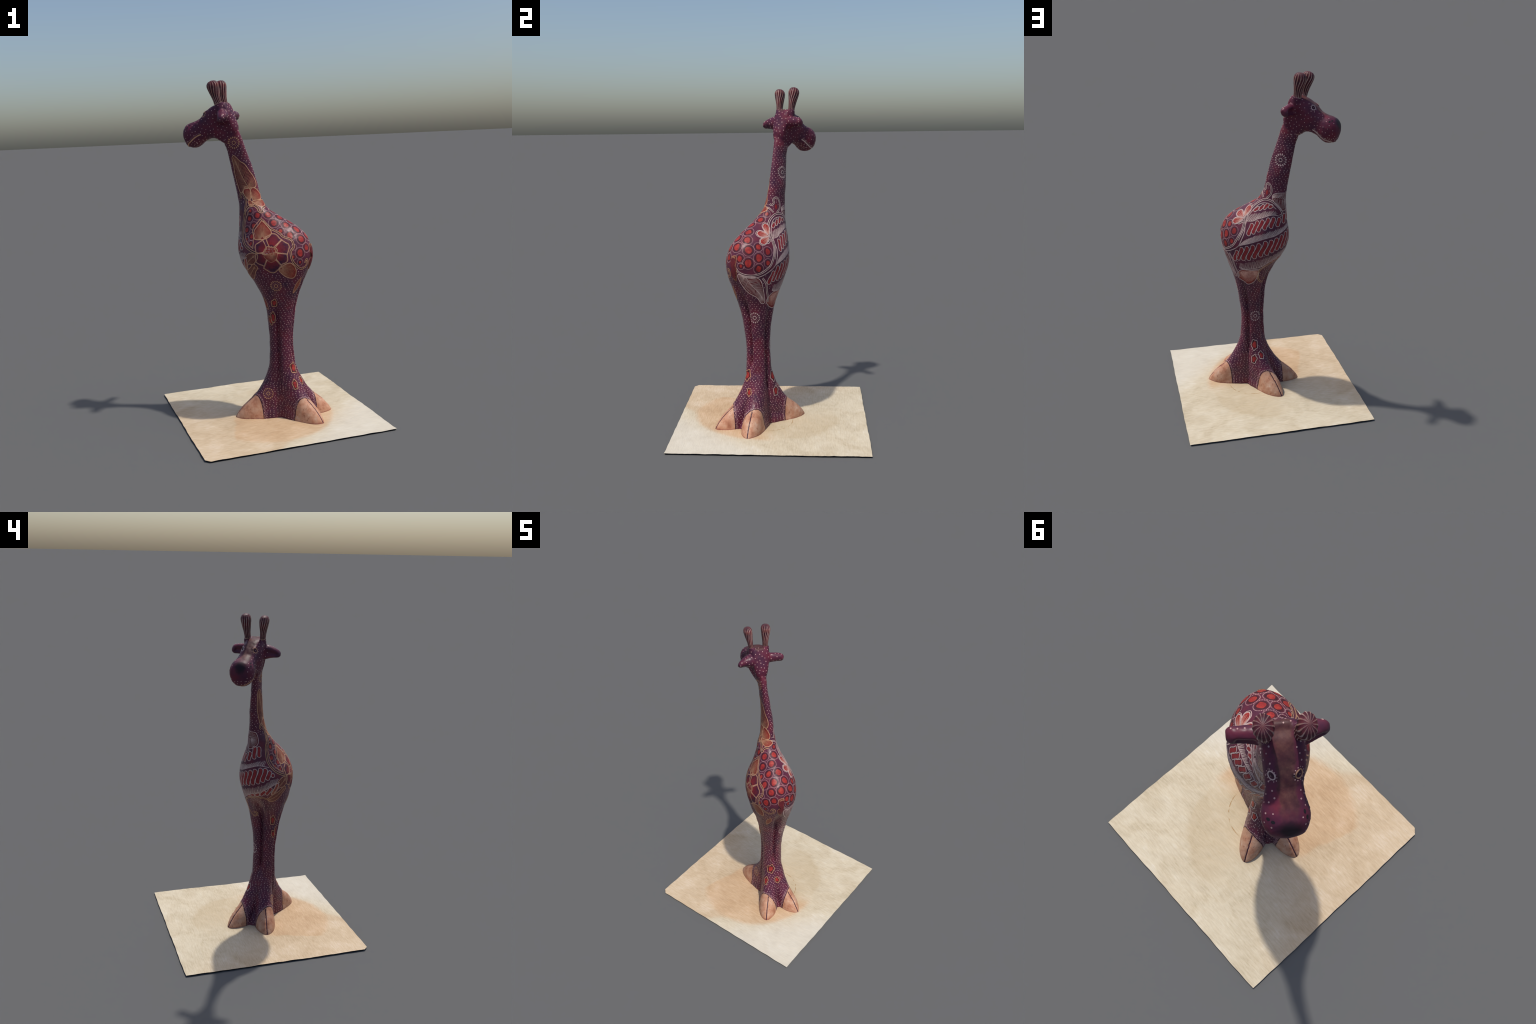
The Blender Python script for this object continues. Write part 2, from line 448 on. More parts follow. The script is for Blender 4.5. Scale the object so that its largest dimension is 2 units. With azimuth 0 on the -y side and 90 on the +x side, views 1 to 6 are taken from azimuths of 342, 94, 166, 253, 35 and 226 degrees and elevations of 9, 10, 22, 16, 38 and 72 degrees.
# ------------------------------------------------------------------ painted motifs
# Every motif is a thin raised skin of paint laid on the carved surface.  Places on the
# trunk are given as (angle in degrees round the body axis, height): 0 = front,
# 90 = right flank, -90 = left flank, 180 = rump.
class Paint:
    def __init__(self, co, nor, polys):
        self.co, self.nor, self.polys = co, nor, polys
        self.bvh = BVHTree.FromPolygons([Vector(c) for c in co], polys)
        self.groups = {}
        self.busy = []
        self.uid = 0

    # --- surface access
    def snap(self, p):
        loc, n, i, d = self.bvh.find_nearest(Vector(p))
        loc = np.array(loc)
        idx = list(self.polys[i])
        w = 1.0 / (np.linalg.norm(self.co[idx] - loc, axis=1) + 1e-5)
        n = (self.nor[idx] * w[:, None]).sum(0)
        return loc, n / np.linalg.norm(n)

    def at(self, phi, z):
        cF, cS, a, b = trunk_at(z)
        t = math.radians(phi)
        c = world(cF, cS, z)
        d = math.cos(t) * FV + math.sin(t) * SV
        hit = self.bvh.ray_cast(Vector(c + d * .6), Vector(-d))
        return np.array(hit[0]) if hit[0] is not None else c + d * a

    def frame(self, p):
        """surface point, normal, rightwards (seen from outside) and upwards unit vectors"""
        p, n = self.snap(p)
        r = np.cross(ZV, n)
        r /= np.linalg.norm(r)
        return p, n, r, np.cross(n, r)

    def curve(self, pts, closed=False, step=.004, raw=False):
        P = np.array(pts if raw else [self.at(*q) for q in pts], float)
        n = len(P)
        if n == 2:
            dense = P[0] + (P[1] - P[0]) * np.linspace(0, 1, 30)[:, None]
        else:
            Q = np.vstack([P[-1], P, P[0], P[1]]) if closed else np.vstack([2*P[0]-P[1], P, 2*P[-1]-P[-2]])
            dense = []
            for k in range(n if closed else n - 1):
                a, b, c, d = Q[k:k + 4]
                t = np.linspace(0, 1, 16, endpoint=False)[:, None]
                dense.append(.5 * (2*b + (c - a)*t + (2*a - 5*b + 4*c - d)*t**2 + (3*b - a - 3*c + d)*t**3))
            dense = np.vstack(dense + [P[:1] if closed else P[-1:]])
        L = np.concatenate([[0], np.cumsum(np.linalg.norm(np.diff(dense, axis=0), axis=1))])
        m = max(4, int(L[-1] / step))
        u = np.linspace(0, L[-1], m + 1)
        out = np.stack([np.interp(u, L, dense[:, k]) for k in range(3)], 1)
        return out[:-1] if closed else out

    # --- mesh groups
    def group(self, name, mat, part, joined=False):
        if joined:
            key = (name, mat.name, part)
        else:
            self.uid += 1
            key = (name, mat.name, part, self.uid)
        if key not in self.groups:
            self.groups[key] = dict(v=[], n=[], f=[], mat=mat, joined=joined)
        return self.groups[key]

    def ribbon(self, g, P, w, lift=.0012, closed=False, taper=0.0):
        S = [self.snap(p) for p in P]
        X = np.array([a for a, _ in S])
        N = np.array([b for _, b in S])
        T = np.roll(X, -1, 0) - np.roll(X, 1, 0) if closed else np.gradient(X, axis=0)
        B = np.cross(N, T)
        B /= np.linalg.norm(B, axis=1)[:, None] + 1e-9
        m = len(X)
        ww = np.full(m, w / 2)
        if taper:
            ww = ww * (1 - taper * np.linspace(0, 1, m))
        o = len(g["v"])
        for i in range(m):
            l, r = X[i] + B[i] * ww[i], X[i] - B[i] * ww[i]
            g["v"] += [l + B[i] * .0005 - N[i] * .0012, l + N[i] * lift, r + N[i] * lift, r - B[i] * .0005 - N[i] * .0012]
            g["n"] += [N[i]] * 4
        for i in range(m if closed else m - 1):
            a, b = o + 4 * i, o + 4 * ((i + 1) % m)
            for k in range(3):
                g["f"].append((a + k, b + k, b + k + 1, a + k + 1))
        if not closed:
            e = o + 4 * (m - 1)
            g["f"] += [(o, o + 1, o + 2, o + 3), (e + 3, e + 2, e + 1, e)]
        self.busy += list(X)
        return X, N, B

    def sheet(self, g, rows, lift, closed=True, dome=0.0):
        """rows: list of equally long point rows; laid on the surface, with a sunk border"""
        base = len(g["v"])
        R, C = len(rows), len(rows[0])
        for ri, row in enumerate(rows):
            for p in row:
                x, n = self.snap(p)
                t = ri / (R - 1)
                g["v"].append(x + n * (lift + dome * math.sqrt(max(0, 1 - t * t))))
                g["n"].append(n)
                self.busy.append(x)
        for i in range(R - 1):
            for k in range(C if closed else C - 1):
                a, b = base + i * C + k, base + i * C + (k + 1) % C
                g["f"].append((a, b, b + C, a + C))
        edge = [base + (R - 1) * C + k for k in range(C)] if closed else \
            [base + k for k in range(C)] + [base + i * C + C - 1 for i in range(1, R)] + \
            [base + (R - 1) * C + k for k in range(C - 2, -1, -1)] + [base + i * C for i in range(R - 2, 0, -1)]
        o = len(g["v"])
        mid = np.mean([g["v"][e] for e in edge], axis=0)
        for e in edge:
            out = np.array(g["v"][e]) - mid
            out /= np.linalg.norm(out) + 1e-9
            g["v"].append(np.array(g["v"][e]) + out * .0006 - np.array(g["n"][e]) * (lift + .0012))
            g["n"].append(g["n"][e])
        m = len(edge)
        for k in range(m):
            g["f"].append((edge[k], edge[(k + 1) % m], o + (k + 1) % m, o + k))

    def fill(self, g, outline, lift=.0006, dome=0.0, cell=.006):
        c = outline.mean(0)
        R = np.linalg.norm(outline - c, axis=1).max()
        k = max(2, int(math.ceil(R / cell)))
        rows = [c + (outline - c) * max(j / k, .02) for j in range(0, k + 1)]
        self.sheet(g, rows, lift, True, dome)

    def dot(self, g, p, r, lift=.0012):
        x, n, a, b = self.frame(p)
        o = len(g["v"])
        g["v"].append(x + n * lift)
        g["n"].append(n)
        for rr, h in ((r, lift * .85), (r * 1.12, -.0008)):
            for k in range(8):
                t = k * math.pi / 4
                g["v"].append(x + rr * (math.cos(t) * a + math.sin(t) * b) + n * h)
                g["n"].append(n)
        for k in range(8):
            q = (k + 1) % 8
            g["f"].append((o, o + 1 + k, o + 1 + q))
            g["f"].append((o + 1 + k, o + 9 + k, o + 9 + q, o + 1 + q))

    # --- outlines (arrays of 3D points)
    def disc(self, p, rx, ry=None, rot=0.0, wave=0.0, lobes=5, n=32, seed=0):
        ry = ry or rx
        x, nn, a, b = self.frame(p)
        t = np.linspace(0, 2 * np.pi, n, endpoint=False)
        rad = 1 + wave * np.cos(lobes * t + seed)
        u, v = rx * rad * np.cos(t), ry * rad * np.sin(t)
        c, s_ = math.cos(rot), math.sin(rot)
        return x + (u * c - v * s_)[:, None] * a + (u * s_ + v * c)[:, None] * b

    def blade(self, base, tip, w, peak=.6, blunt=.8, n=22, bend=0.0):
        """closed leaf or petal outline between two surface points, and its spine"""
        base, tip = np.asarray(base), np.asarray(tip)
        mid, nn = self.snap((base + tip) / 2)
        d = tip - base
        side = np.cross(nn, d)
        side /= np.linalg.norm(side)
        t = np.linspace(0, 1, n)
        prof = np.where(t < peak, np.sin(np.pi / 2 * (t / peak)) ** .9, np.clip(1 - ((t - peak) / (1 - peak)) ** (2 * blunt + .4), 0, 1) ** .7)
        spine = base + d * t[:, None] + side * (bend * np.sin(np.pi * t))[:, None] * np.linalg.norm(d)
        l = spine + side * (w * prof)[:, None]
        r = spine - side * (w * prof)[:, None]
        return np.vstack([l, r[::-1][1:-1]]), spine

    def fan_hatch(self, g, outline, base, every=.006, inner=.22, outer=.90, w=.0016, lift=.0009):
        L = np.linalg.norm(np.roll(outline, -1, 0) - outline, axis=1)
        acc = 0
        for p, l in zip(outline, L):
            acc += l
            if acc < every:
                continue
            acc = 0
            if np.linalg.norm(p - base) < .016:
                continue
            k = outer - .07 * RNG.random()
            q = [base + (p - base) * t for t in np.linspace(inner, k, 4 + int(np.linalg.norm(p - base) / .007))]
            self.ribbon(g, np.array(q), w * 1.25, lift, taper=.55)

    def rib_hatch(self, g, outline, rib, every=.006, lag=.16, w=.0016, lift=.0009, reach=.90):
        m = len(rib)
        L = np.linalg.norm(np.roll(outline, -1, 0) - outline, axis=1)
        acc = 0
        for p, l in zip(outline, L):
            acc += l
            if acc < every:
                continue
            acc = 0
            j = int(np.argmin(np.linalg.norm(rib - p, axis=1)))
            s_ = rib[max(0, int(j - lag * m))]
            if np.linalg.norm(p - s_) < .010:
                continue
            k = reach - .08 * RNG.random()
            self.ribbon(g, np.array([s_ + (p - s_) * t for t in np.linspace(.04, k, 4 + int(np.linalg.norm(p - s_) / .007))]), w, lift, taper=.3)

    def outline(self, part, mat, P, w=.0038, closed=False, name="painted_outline"):
        return self.ribbon(self.group(name, mat, part, True), P, w, .0013, closed)

    def triple(self, part, line, dark, P, gap=.0075, w=.0034):
        """dark stripe with a pale line along both sides"""
        X, N, B = self.ribbon(self.group("dark_scroll_stripe", dark, part, True), P, gap, .0010)
        for sg in (1, -1):
            self.outline(part, line, X + B * sg * gap * .62, w)


def paint_body(P, M):
    RED, DARK, LINE, TAN, BAR, PETAL, DOT, HALO, LEAF, WINE, PINK, STREAK = (M[k] for k in
        ("red", "dark", "line", "tan", "bar", "petal", "dot", "halo", "leaf", "wine", "pink", "streak"))
    A = P.at

    # ---------- rump: red spots with dotted rings: angle, height, radius
    spots = [(-109, 1.221, .016), (-150, 1.222, .019), (-59, 1.203, .014), (-140, 1.177, .020), (-64, 1.163, .014),
             (-160, 1.162, .019), (-38, 1.138, .014), (-137, 1.134, .012), (-170, 1.135, .021), (-53, 1.104, .013),
             (-148, 1.107, .020), (-53, 1.064, .010), (-163, 1.083, .021), (-145, 1.043, .008), (-168, 1.033, .017),
             (-154, 1.008, .020), (-141, .989, .008), (-153, .954, .009), (-41, 1.088, .007), (-172, 1.203, .019),
             (173, 1.233, .019), (163, 1.264, .012), (176, 1.172, .021), (167, 1.133, .020), (179, 1.096, .022),
             (158, 1.081, .022), (142, 1.095, .016), (120, 1.066, .018), (138, 1.036, .020), (169, 1.034, .017),
             (155, 1.008, .022), (166, .992, .010), (137, .974, .018), (119, 1.003, .014), (-87, 1.246, .009)]
    ringdots = P.group("ring_dots", DOT, "torso", True)
    centres = [A(a, z) for a, z, r in spots]
    for (a, z, r), c in zip(spots, centres):
        P.fill(P.group("spot_halo", HALO, "torso", True), P.disc(c, r * 1.30, r * 1.30), .0003)
        P.fill(P.group("red_spot", RED, "torso"), P.disc(c, r * .83 * RNG.uniform(.93, 1.06), r * .98 * RNG.uniform(.93, 1.06), wave=.06, lobes=RNG.choice((2, 3, 4)), seed=a), .0006)
        R = r * 1.22 + .0080
        ring = P.disc(c, R, R, n=max(12, int(2 * math.pi * R / .0066)))
        for p in ring:
            if min([9] + [np.linalg.norm(p - o) - q[2] * 1.05 for q, o in zip(spots, centres) if o is not c]) > .003:
                P.dot(ringdots, p, .0017)

    # ---------- left flank: big six-petalled flower
    c0, n0, r0, u0 = P.frame(A(-99, 1.020))

    def lp(x, y):
        p, _ = P.snap(c0 + r0 * x + u0 * y)
        return p
    petals = [(81, .112, 29.5), (22, .114, 28), (-28, .112, 22.5), (-84, .123, 32), (-146, .106, 29.5), (154, .100, 30)]
    for ang, R, half in petals:
        t = np.radians(np.linspace(-half, half, 17))
        scal = R * (1 + .050 * np.cos(t / math.radians(half) * math.pi * 1.5) - .13 * (t / math.radians(half)) ** 4)
        a0 = math.radians(ang)
        pts = [lp(rr * math.cos(a0 + tt), rr * math.sin(a0 + tt)) for tt, rr in zip(t, scal)]
        inner = [lp(.034 * math.cos(a0 + k * math.radians(half * .8)), .034 * math.sin(a0 + k * math.radians(half * .8))) for k in (.9, 0, -.9)]
        o = P.curve(pts + inner, True, raw=True)
        P.fill(P.group("flower_petal", PETAL, "torso"), o, .0006)
        base = lp(.012 * math.cos(a0), .012 * math.sin(a0))
        P.fan_hatch(P.group("petal_streaks", BAR, "torso", True), o, base, .0075, .34, .80, .0022)
        P.outline("torso", TAN, o, .0044, True)
        cen = o.mean(0)
        for p in o[::2]:
            if np.linalg.norm(p - c0) > .07:
                P.dot(P.group("petal_dots", DOT, "torso", True), p + (cen - p) * .12, .0011)
    o = P.curve([lp(-.046, -.010), lp(-.036, .012), lp(-.022, .032), lp(.0, .030), (lp(.03, .026)), lp(.040, .008), lp(.02, -.006), lp(-.02, -.012)], True, raw=True)
    P.fill(P.group("flower_heart", LEAF, "torso"), o, .0010)
    P.outline("torso", TAN, o, .0045, True)
    for i in range(60):
        t, q = RNG.random() * 6.28, math.sqrt(RNG.random()) * .8
        P.dot(P.group("petal_dots", DOT, "torso", True), o.mean(0) + q * (o[int(t / 6.28 * len(o)) % len(o)] - o.mean(0)), .0012, .0016)
    o = P.curve([lp(-.036, -.022), lp(-.008, -.012), lp(.035, -.002), lp(.036, -.03), lp(.022, -.050), lp(.0, -.056), lp(-.018, -.042)], True, raw=True)
    P.fill(P.group("flower_heart", LEAF, "torso"), o, .0014)
    P.fan_hatch(P.group("leaf_streaks_tan", STREAK, "torso", True), o, lp(.01, -.002), .0055, .2, .95, .002, .0018)
    P.outline("torso", TAN, o, .0045, True)
    # leaves round the flower
    for pts, b in (([(-62, 1.090), (-62, 1.135), (-85, 1.168), (-110, 1.190), (-113, 1.165), (-112, 1.125), (-92, 1.094)], (-82, 1.085)),
                   ([(-112, .918), (-120, .942), (-136, .955), (-146, .912), (-142, .866), (-124, .878)], (-112, .935)),):
        o = P.curve(pts, True)
        P.fill(P.group("leaf_motif", LEAF, "torso"), o, .0005)
        P.fan_hatch(P.group("leaf_streaks_tan", STREAK, "torso", True), o, A(*b), .0066, .18, .92, .0017)
        P.outline("torso", TAN, o, .0046, True)
    for pts, rib in (([(-22, .872), (-28, .853), (-43, .860), (-57, .903), (-66, .930), (-58, .950), (-46, .925), (-32, .902)], [(-26, .868), (-42, .892), (-60, .935)]),
                     ([(-44, .945), (-58, .950), (-70, .985), (-68, 1.010), (-52, 1.010), (-41, .985), (-34, .950), (-29, .905), (-36, .915)], [(-34, .92), (-46, .96), (-64, 1.0)])):
        o = P.curve(pts, True)
        P.fill(P.group("leaf_motif", WINE, "torso"), o, .0005)
        P.rib_hatch(P.group("leaf_streaks_tan", STREAK, "torso", True), o, P.curve(rib), .0060)
        P.outline("torso", TAN, P.curve(rib), .0028)
        P.outline("torso", TAN, o, .0042, True)
    # scroll lines framing the left panel
    P.triple("torso", TAN, DARK, P.curve([(-72, 1.010), (-52, 1.032), (-36, 1.064), (-26, 1.115), (-29, 1.180), (-50, 1.235), (-82, 1.268),
                                          (-118, 1.278), (-134, 1.262), (-131, 1.244), (-140, 1.238), (-150, 1.256), (-172, 1.268)]), .0080)
    P.outline("torso", TAN, P.curve([(-60, 1.038), (-42, 1.075), (-33, 1.12), (-36, 1.18), (-58, 1.225), (-85, 1.25)]), .0034)
    P.outline("torso", TAN, P.curve([(-60, 1.038), (-58, 1.10), (-57, 1.14), (-85, 1.180), (-109, 1.200)]), .0034)
    P.triple("torso", TAN, DARK, P.curve([(-109, 1.203), (-114, 1.192), (-117, 1.150), (-122, 1.140), (-131, 1.122), (-134, 1.102), (-145, 1.085), (-145, 1.045), (-138, 1.02),
                                          (-139, .970), (-148, .932), (-158, .914), (-168, .928), (-170, .955), (-166, .965), (-164, .945)]), .0070)

    # ---------- neck, left: feather, red petals and a hook scroll
    o = P.curve([(-30, 1.548), (-48, 1.566), (-70, 1.558), (-110, 1.532), (-143, 1.514), (-156, 1.475), (-168, 1.440), (-170, 1.405), (-160, 1.380),
                 (-120, 1.375), (-80, 1.372), (-55, 1.350), (-42, 1.352), (-35, 1.385), (-30, 1.420), (-26, 1.46), (-28, 1.50)], True)
    P.fill(P.group("feather_motif", WINE, "neck"), o, .0004)
    rib = P.curve([(-44, 1.555), (-62, 1.50), (-88, 1.44), (-120, 1.385)])[::-1]
    P.rib_hatch(P.group("leaf_streaks_tan", STREAK, "neck", True), o, rib, .0052, .22, .0019)
    P.outline("neck", TAN, rib, .0030)
    P.outline("neck", TAN, o, .0044, True)
    for pts, b in (([(-70, 1.340), (-72, 1.366), (-98, 1.384), (-128, 1.372), (-126, 1.335), (-104, 1.308)], (-112, 1.300)),
                   ([(-132, 1.362), (-148, 1.378), (-166, 1.366), (-178, 1.335), (-172, 1.312), (-140, 1.305), (-126, 1.318)], (-128, 1.300)),
                   ([(-124, 1.300), (-160, 1.306), (172, 1.300), (172, 1.282), (-168, 1.270), (-146, 1.272)], (-124, 1.287)),
                   ([(-92, 1.295), (-104, 1.306), (-120, 1.296), (-118, 1.276), (-100, 1.272)], (-105, 1.270))):
        o = P.curve(pts, True)
        P.fill(P.group("red_petal", LEAF, "neck"), o, .0008)
        P.fan_hatch(P.group("leaf_streaks_tan", STREAK, "neck", True), o, A(*b), .0060, .18, .84, .0017, .0012)
        P.outline("neck", TAN, o, .0042, True)
    P.triple("neck", TAN, DARK, P.curve([(-44, 1.318), (-36, 1.330), (-42, 1.346), (-60, 1.342), (-76, 1.318), (-72, 1.285), (-58, 1.255), (-46, 1.225)]), .0065, .003)

    # ---------- right flank: slanting rows of rounded bars
    rows = [([(112, 1.188), (96, 1.198), (79, 1.207), (62, 1.216)], [(113, 1.216), (101, 1.232), (84, 1.243), (60, 1.237)], .0088),
            ([(80, 1.054), (70, 1.066), (59, 1.080), (47, 1.093), (35, 1.102), (23, 1.109), (11, 1.124), (0, 1.139), (-10, 1.15)],
             [(84, 1.124), (72, 1.141), (60, 1.149), (48, 1.162), (37, 1.167), (25, 1.163), (14, 1.182), (4, 1.218), (-8, 1.215)], .0106),
            ([(112, .876), (101, .888), (88, .890), (75, .895), (63, .910), (51, .923), (40, .934), (31, .947), (22, .957), (13, .964), (4, .974), (-5, .985), (-13, .997), (-21, 1.010), (-29, 1.028)],
             [(106, .952), (94, .978), (82, .990), (70, 1.001), (58, 1.012), (46, 1.026), (36, 1.032), (27, 1.042), (18, 1.056), (9, 1.068), (1, 1.078), (-8, 1.086), (-16, 1.083), (-24, 1.066), (-31, 1.043)], .0118),
            ([(22, .878), (12, .890), (2, .894), (-8, .898), (-19, .905), (-31, .905)], [(20, .892), (8, .904), (-3, .916), (-13, .938), (-24, .958), (-37, .982)], .0105)]
    for bot, top, w in rows:
        for (a0, z0), (a1, z1) in zip(bot, top):
            a1 -= 3
            p, q = A(a0, z0), A(a1, z1)
            ln = np.linalg.norm(q - p)
            n = 26
            t = np.linspace(0, 1, n)
            mid, nn = P.snap((p + q) / 2)
            sd = np.cross(nn, q - p)
            sd /= np.linalg.norm(sd)
            sp = p + (q - p) * t[:, None] + sd * (.035 * ln * np.sin(2 * np.pi * t))[:, None]
            e = np.minimum(np.clip(t * ln / w, 0, 1), np.clip((1 - t) * ln / w, 0, 1))
            prof = np.sqrt(np.clip(1 - (1 - e) ** 2, .02, 1))
            for k, name, mat, lift in ((1.0, "bar_shadow", DARK, .0004), (.74, "red_bar", BAR, .0008)):
                rws = [sp + sd * (w * k * prof * s_)[:, None] for s_ in (-1, -.5, 0, .5, 1)]
                P.sheet(P.group(name, mat, "torso", name == "bar_shadow"), rws, lift, closed=False)
            o = np.vstack([sp + sd * (w * 1.12 * prof)[:, None], (sp - sd * (w * 1.12 * prof)[:, None])[::-1]])
            P.outline("torso", LINE, P.curve(o, True, raw=True), .0034, True)
    # hatched bands between the rows
    H = P.group("hatch_lines", LINE, "torso", True)

    def hatch(upper, lower, n, shift, dense=True):
        U, L = P.curve(upper), P.curve(lower)
        for i in range(n):
            t = i / (n - 1)
            a = U[int(min(max(t, 0), 1) * (len(U) - 1))]
            tt = t + shift
            if not 0 <= tt <= 1:
                continue
            b = L[int(tt * (len(L) - 1))]
            k = RNG.uniform(.06, .26)
            P.ribbon(H, np.array([b + (a - b) * u for u in np.linspace(0, 1 - k, 12)]), .0026, .0009, taper=.62)
        if dense:
            P.outline("torso", LINE, L, .0032)
    hatch([(118, 1.172), (96, 1.184), (76, 1.196), (56, 1.206), (38, 1.205), (28, 1.19)], [(106, 1.130), (84, 1.136), (72, 1.152), (60, 1.160), (48, 1.174), (36, 1.178), (24, 1.172)], 36, -.10)
    hatch([(92, 1.052), (80, 1.042), (59, 1.066), (35, 1.090), (11, 1.110), (-8, 1.128), (-24, 1.130)],
          [(104, .975), (94, .990), (70, 1.014), (46, 1.040), (27, 1.056), (9, 1.082), (-8, 1.099), (-26, 1.085)], 72, -.075)
    hatch([(108, .868), (88, .878), (63, .896), (40, .921), (13, .952), (-13, .985), (-32, 1.018), (-46, 1.015)],
          [(98, .835), (80, .832), (62, .836), (46, .846), (30, .872), (10, .905), (-10, .930), (-30, .968), (-45, .985)], 72, -.07)
    P.outline("torso", LINE, P.curve([(98, .835), (88, .828), (66, .834), (46, .832), (30, .86)]), .0034)
    # right scrolls
    arch = P.curve([(22, 1.172), (16, 1.180), (22, 1.205), (38, 1.232), (72, 1.258), (118, 1.262), (138, 1.240), (137, 1.208), (122, 1.168), (108, 1.130), (99, 1.105), (99, 1.06), (103, 1.02)])
    P.triple("torso", LINE, DARK, arch, .0072)
    X, N, B = P.ribbon(P.group("dark_scroll_stripe", DARK, "torso", True), P.curve([(36, 1.212), (70, 1.240), (112, 1.240), (124, 1.215), (112, 1.160), (98, 1.11)]), .002, .0008)
    P.outline("torso", LINE, X, .0034)
    P.triple("torso", LINE, DARK, P.curve([(122, 1.128), (125, 1.116), (119, 1.112), (112, 1.126), (104, 1.110), (101, 1.070), (106, 1.025), (114, .982), (130, .950), (146, .936), (160, .940), (170, .955), (174, .975)]), .0068)
    P.outline("torso", LINE, P.curve([(96, 1.10), (92, 1.07), (94, 1.03), (100, .985), (111, .958), (130, .930), (148, .922), (163, .930)]), .0042)
    P.triple("neck", LINE, DARK, P.curve([(166, 1.322), (156, 1.314), (147, 1.328), (154, 1.346), (140, 1.358), (116, 1.346), (98, 1.318), (96, 1.292), (112, 1.270)]), .0060, .003)
    P.triple("neck", LINE, DARK, P.curve([(176, 1.300), (164, 1.297), (150, 1.286), (135, 1.272)]), .0050, .003)
    P.fill(P.group("red_spot", RED, "neck"), P.disc(A(128, 1.304), .007, .014), .0006)
    # red fan of three petals
    o_all = []
    for b, t_, w in (((122, 1.150), (151, 1.213), .019), ((122, 1.148), (156, 1.165), .021), ((120, 1.143), (138, 1.112), .018)):
        o, sp = P.blade(A(*b), A(*t_), w, .68, .9)
        X, N, B = P.ribbon(P.group("dark_scroll_stripe", DARK, "torso", True), P.curve(o.mean(0) + (o - o.mean(0)) * 1.12, True, raw=True), .005, .0005, True)
        P.outline("torso", LINE, P.curve(o.mean(0) + (o - o.mean(0)) * 1.22, True, raw=True), .0022, True)
        o_all.append((o, b))
    for o, b in o_all:
        P.fill(P.group("red_petal", RED, "torso"), P.curve(o, True, raw=True), .0016)
        P.fan_hatch(P.group("leaf_streaks", PINK, "torso", True), o, A(*b), .0066, .14, .86, .0015, .0020)
        P.ribbon(P.group("painted_outline", LINE, "torso", True), P.curve(o, True, raw=True), .0036, .0021, True)
    # chest fan above the bars
    o = P.curve([(78, 1.288), (62, 1.304), (30, 1.308), (-8, 1.300), (-14, 1.262), (-8, 1.226), (6, 1.204), (18, 1.200), (30, 1.222), (58, 1.254)], True)
    P.fill(P.group("leaf_motif", WINE, "torso"), o, .0004)
    rib = P.curve([(74, 1.274), (45, 1.276), (15, 1.262), (-4, 1.246)])
    P.rib_hatch(P.group("leaf_streaks", LINE, "torso", True), o, rib, .0066, .30, .0019)
    P.outline("torso", LINE, o, .0036, True)
    # hip leaf and lower red fan
    o = P.curve([(172, .940), (170, .890), (160, .838), (138, .800), (125, .762), (115, .770), (122, .836), (130, .896), (140, .922), (156, .932)], True)
    P.fill(P.group("leaf_motif", WINE, "torso"), o, .0004)
    rib = P.curve([(160, .930), (150, .88), (134, .83), (120, .782)])
    P.rib_hatch(P.group("leaf_streaks", LINE, "torso", True), o, rib, .0056, .16, .0020)
    P.outline("torso", LINE, rib, .0030)
    P.outline("torso", LINE, o, .0042, True)
    P.triple("torso", LINE, DARK, P.curve([(128, .918), (118, .880), (113, .835), (106, .790), (104, .765)]), .0060)
    o = P.curve([(110, .768), (104, .800), (92, .822), (78, .826), (64, .824), (48, .822), (46, .780), (52, .745), (64, .726), (80, .722), (98, .742)], True)
    P.fill(P.group("red_petal", LEAF, "torso"), o, .0006)
    P.fan_hatch(P.group("leaf_streaks", PINK, "torso", True), o, A(92, .800), .0070, .05, .88, .0017)
    P.fan_hatch(P.group("leaf_streaks", PINK, "torso", True), o, A(48, .812), .0090, .05, .80, .0017)
    P.outline("torso", LINE, o, .0038, True)
    P.triple("torso", TAN, DARK, P.curve([(-26, .866), (-14, .880), (0, .886), (14, .878), (30, .856), (42, .830), (46, .790), (42, .755), (34, .735), (24, .726), (14, .738), (16, .754), (24, .750)]), .0062, .0034)

    # ---------- tail: a raised carved tuft with streaks
    o = P.curve([(-176, 1.036), (179, 1.048), (174.5, 1.040), (175, 1.000), (174, .965), (176, .930), (179, .900), (-177, .915), (-175, .950), (-179, .975), (-176, 1.005)], True)
    P.fill(P.group("tail", WINE, "torso"), o, .001, dome=.011, cell=.004)
    rib = P.curve([(178, 1.040), (178, .99), (179, .94), (180, .91)])
    P.rib_hatch(P.group("leaf_streaks_tan", STREAK, "torso", True), o, rib, .006, .1, .0018, .0075)
    P.outline("torso", TAN, o, .0036, True)
    P.busy += list(o)

    # ---------- rosettes: place, radius
    for part, a, z, R in (("neck", -109, 1.640, .038), ("neck", 82, 1.502, .039), ("torso", -99, .821, .036), ("leg3", 148, .671, .035), ("leg0", 49, .489, .037), ("leg1", -54, .155, .034)):
        c, n, r, u = P.frame(A(a, z))
        if part == "leg3":
            part = "leg2"
        mat = TAN if a < 0 else LINE
        P.outline(part, mat, P.disc(c, .0100, .0100, n=24), .0036, True, "rosette_ring")
        for k in range(12):
            t = k * math.pi / 6
            P.dot(P.group("rosette_dots", DOT, part, True), c + .0185 * (math.cos(t) * r + math.sin(t) * u), .0016)
        for k in range(16):
            t = k * math.pi / 8 + .1
            d = math.cos(t) * r + math.sin(t) * u
            rr = R * RNG.uniform(.95, 1.04)
            o, sp = P.blade(c + d * .0245, c + d * rr, .0034, .6, .8, 8)
            P.fill(P.group("rosette_petal", mat, part), o, .0010, cell=.004)

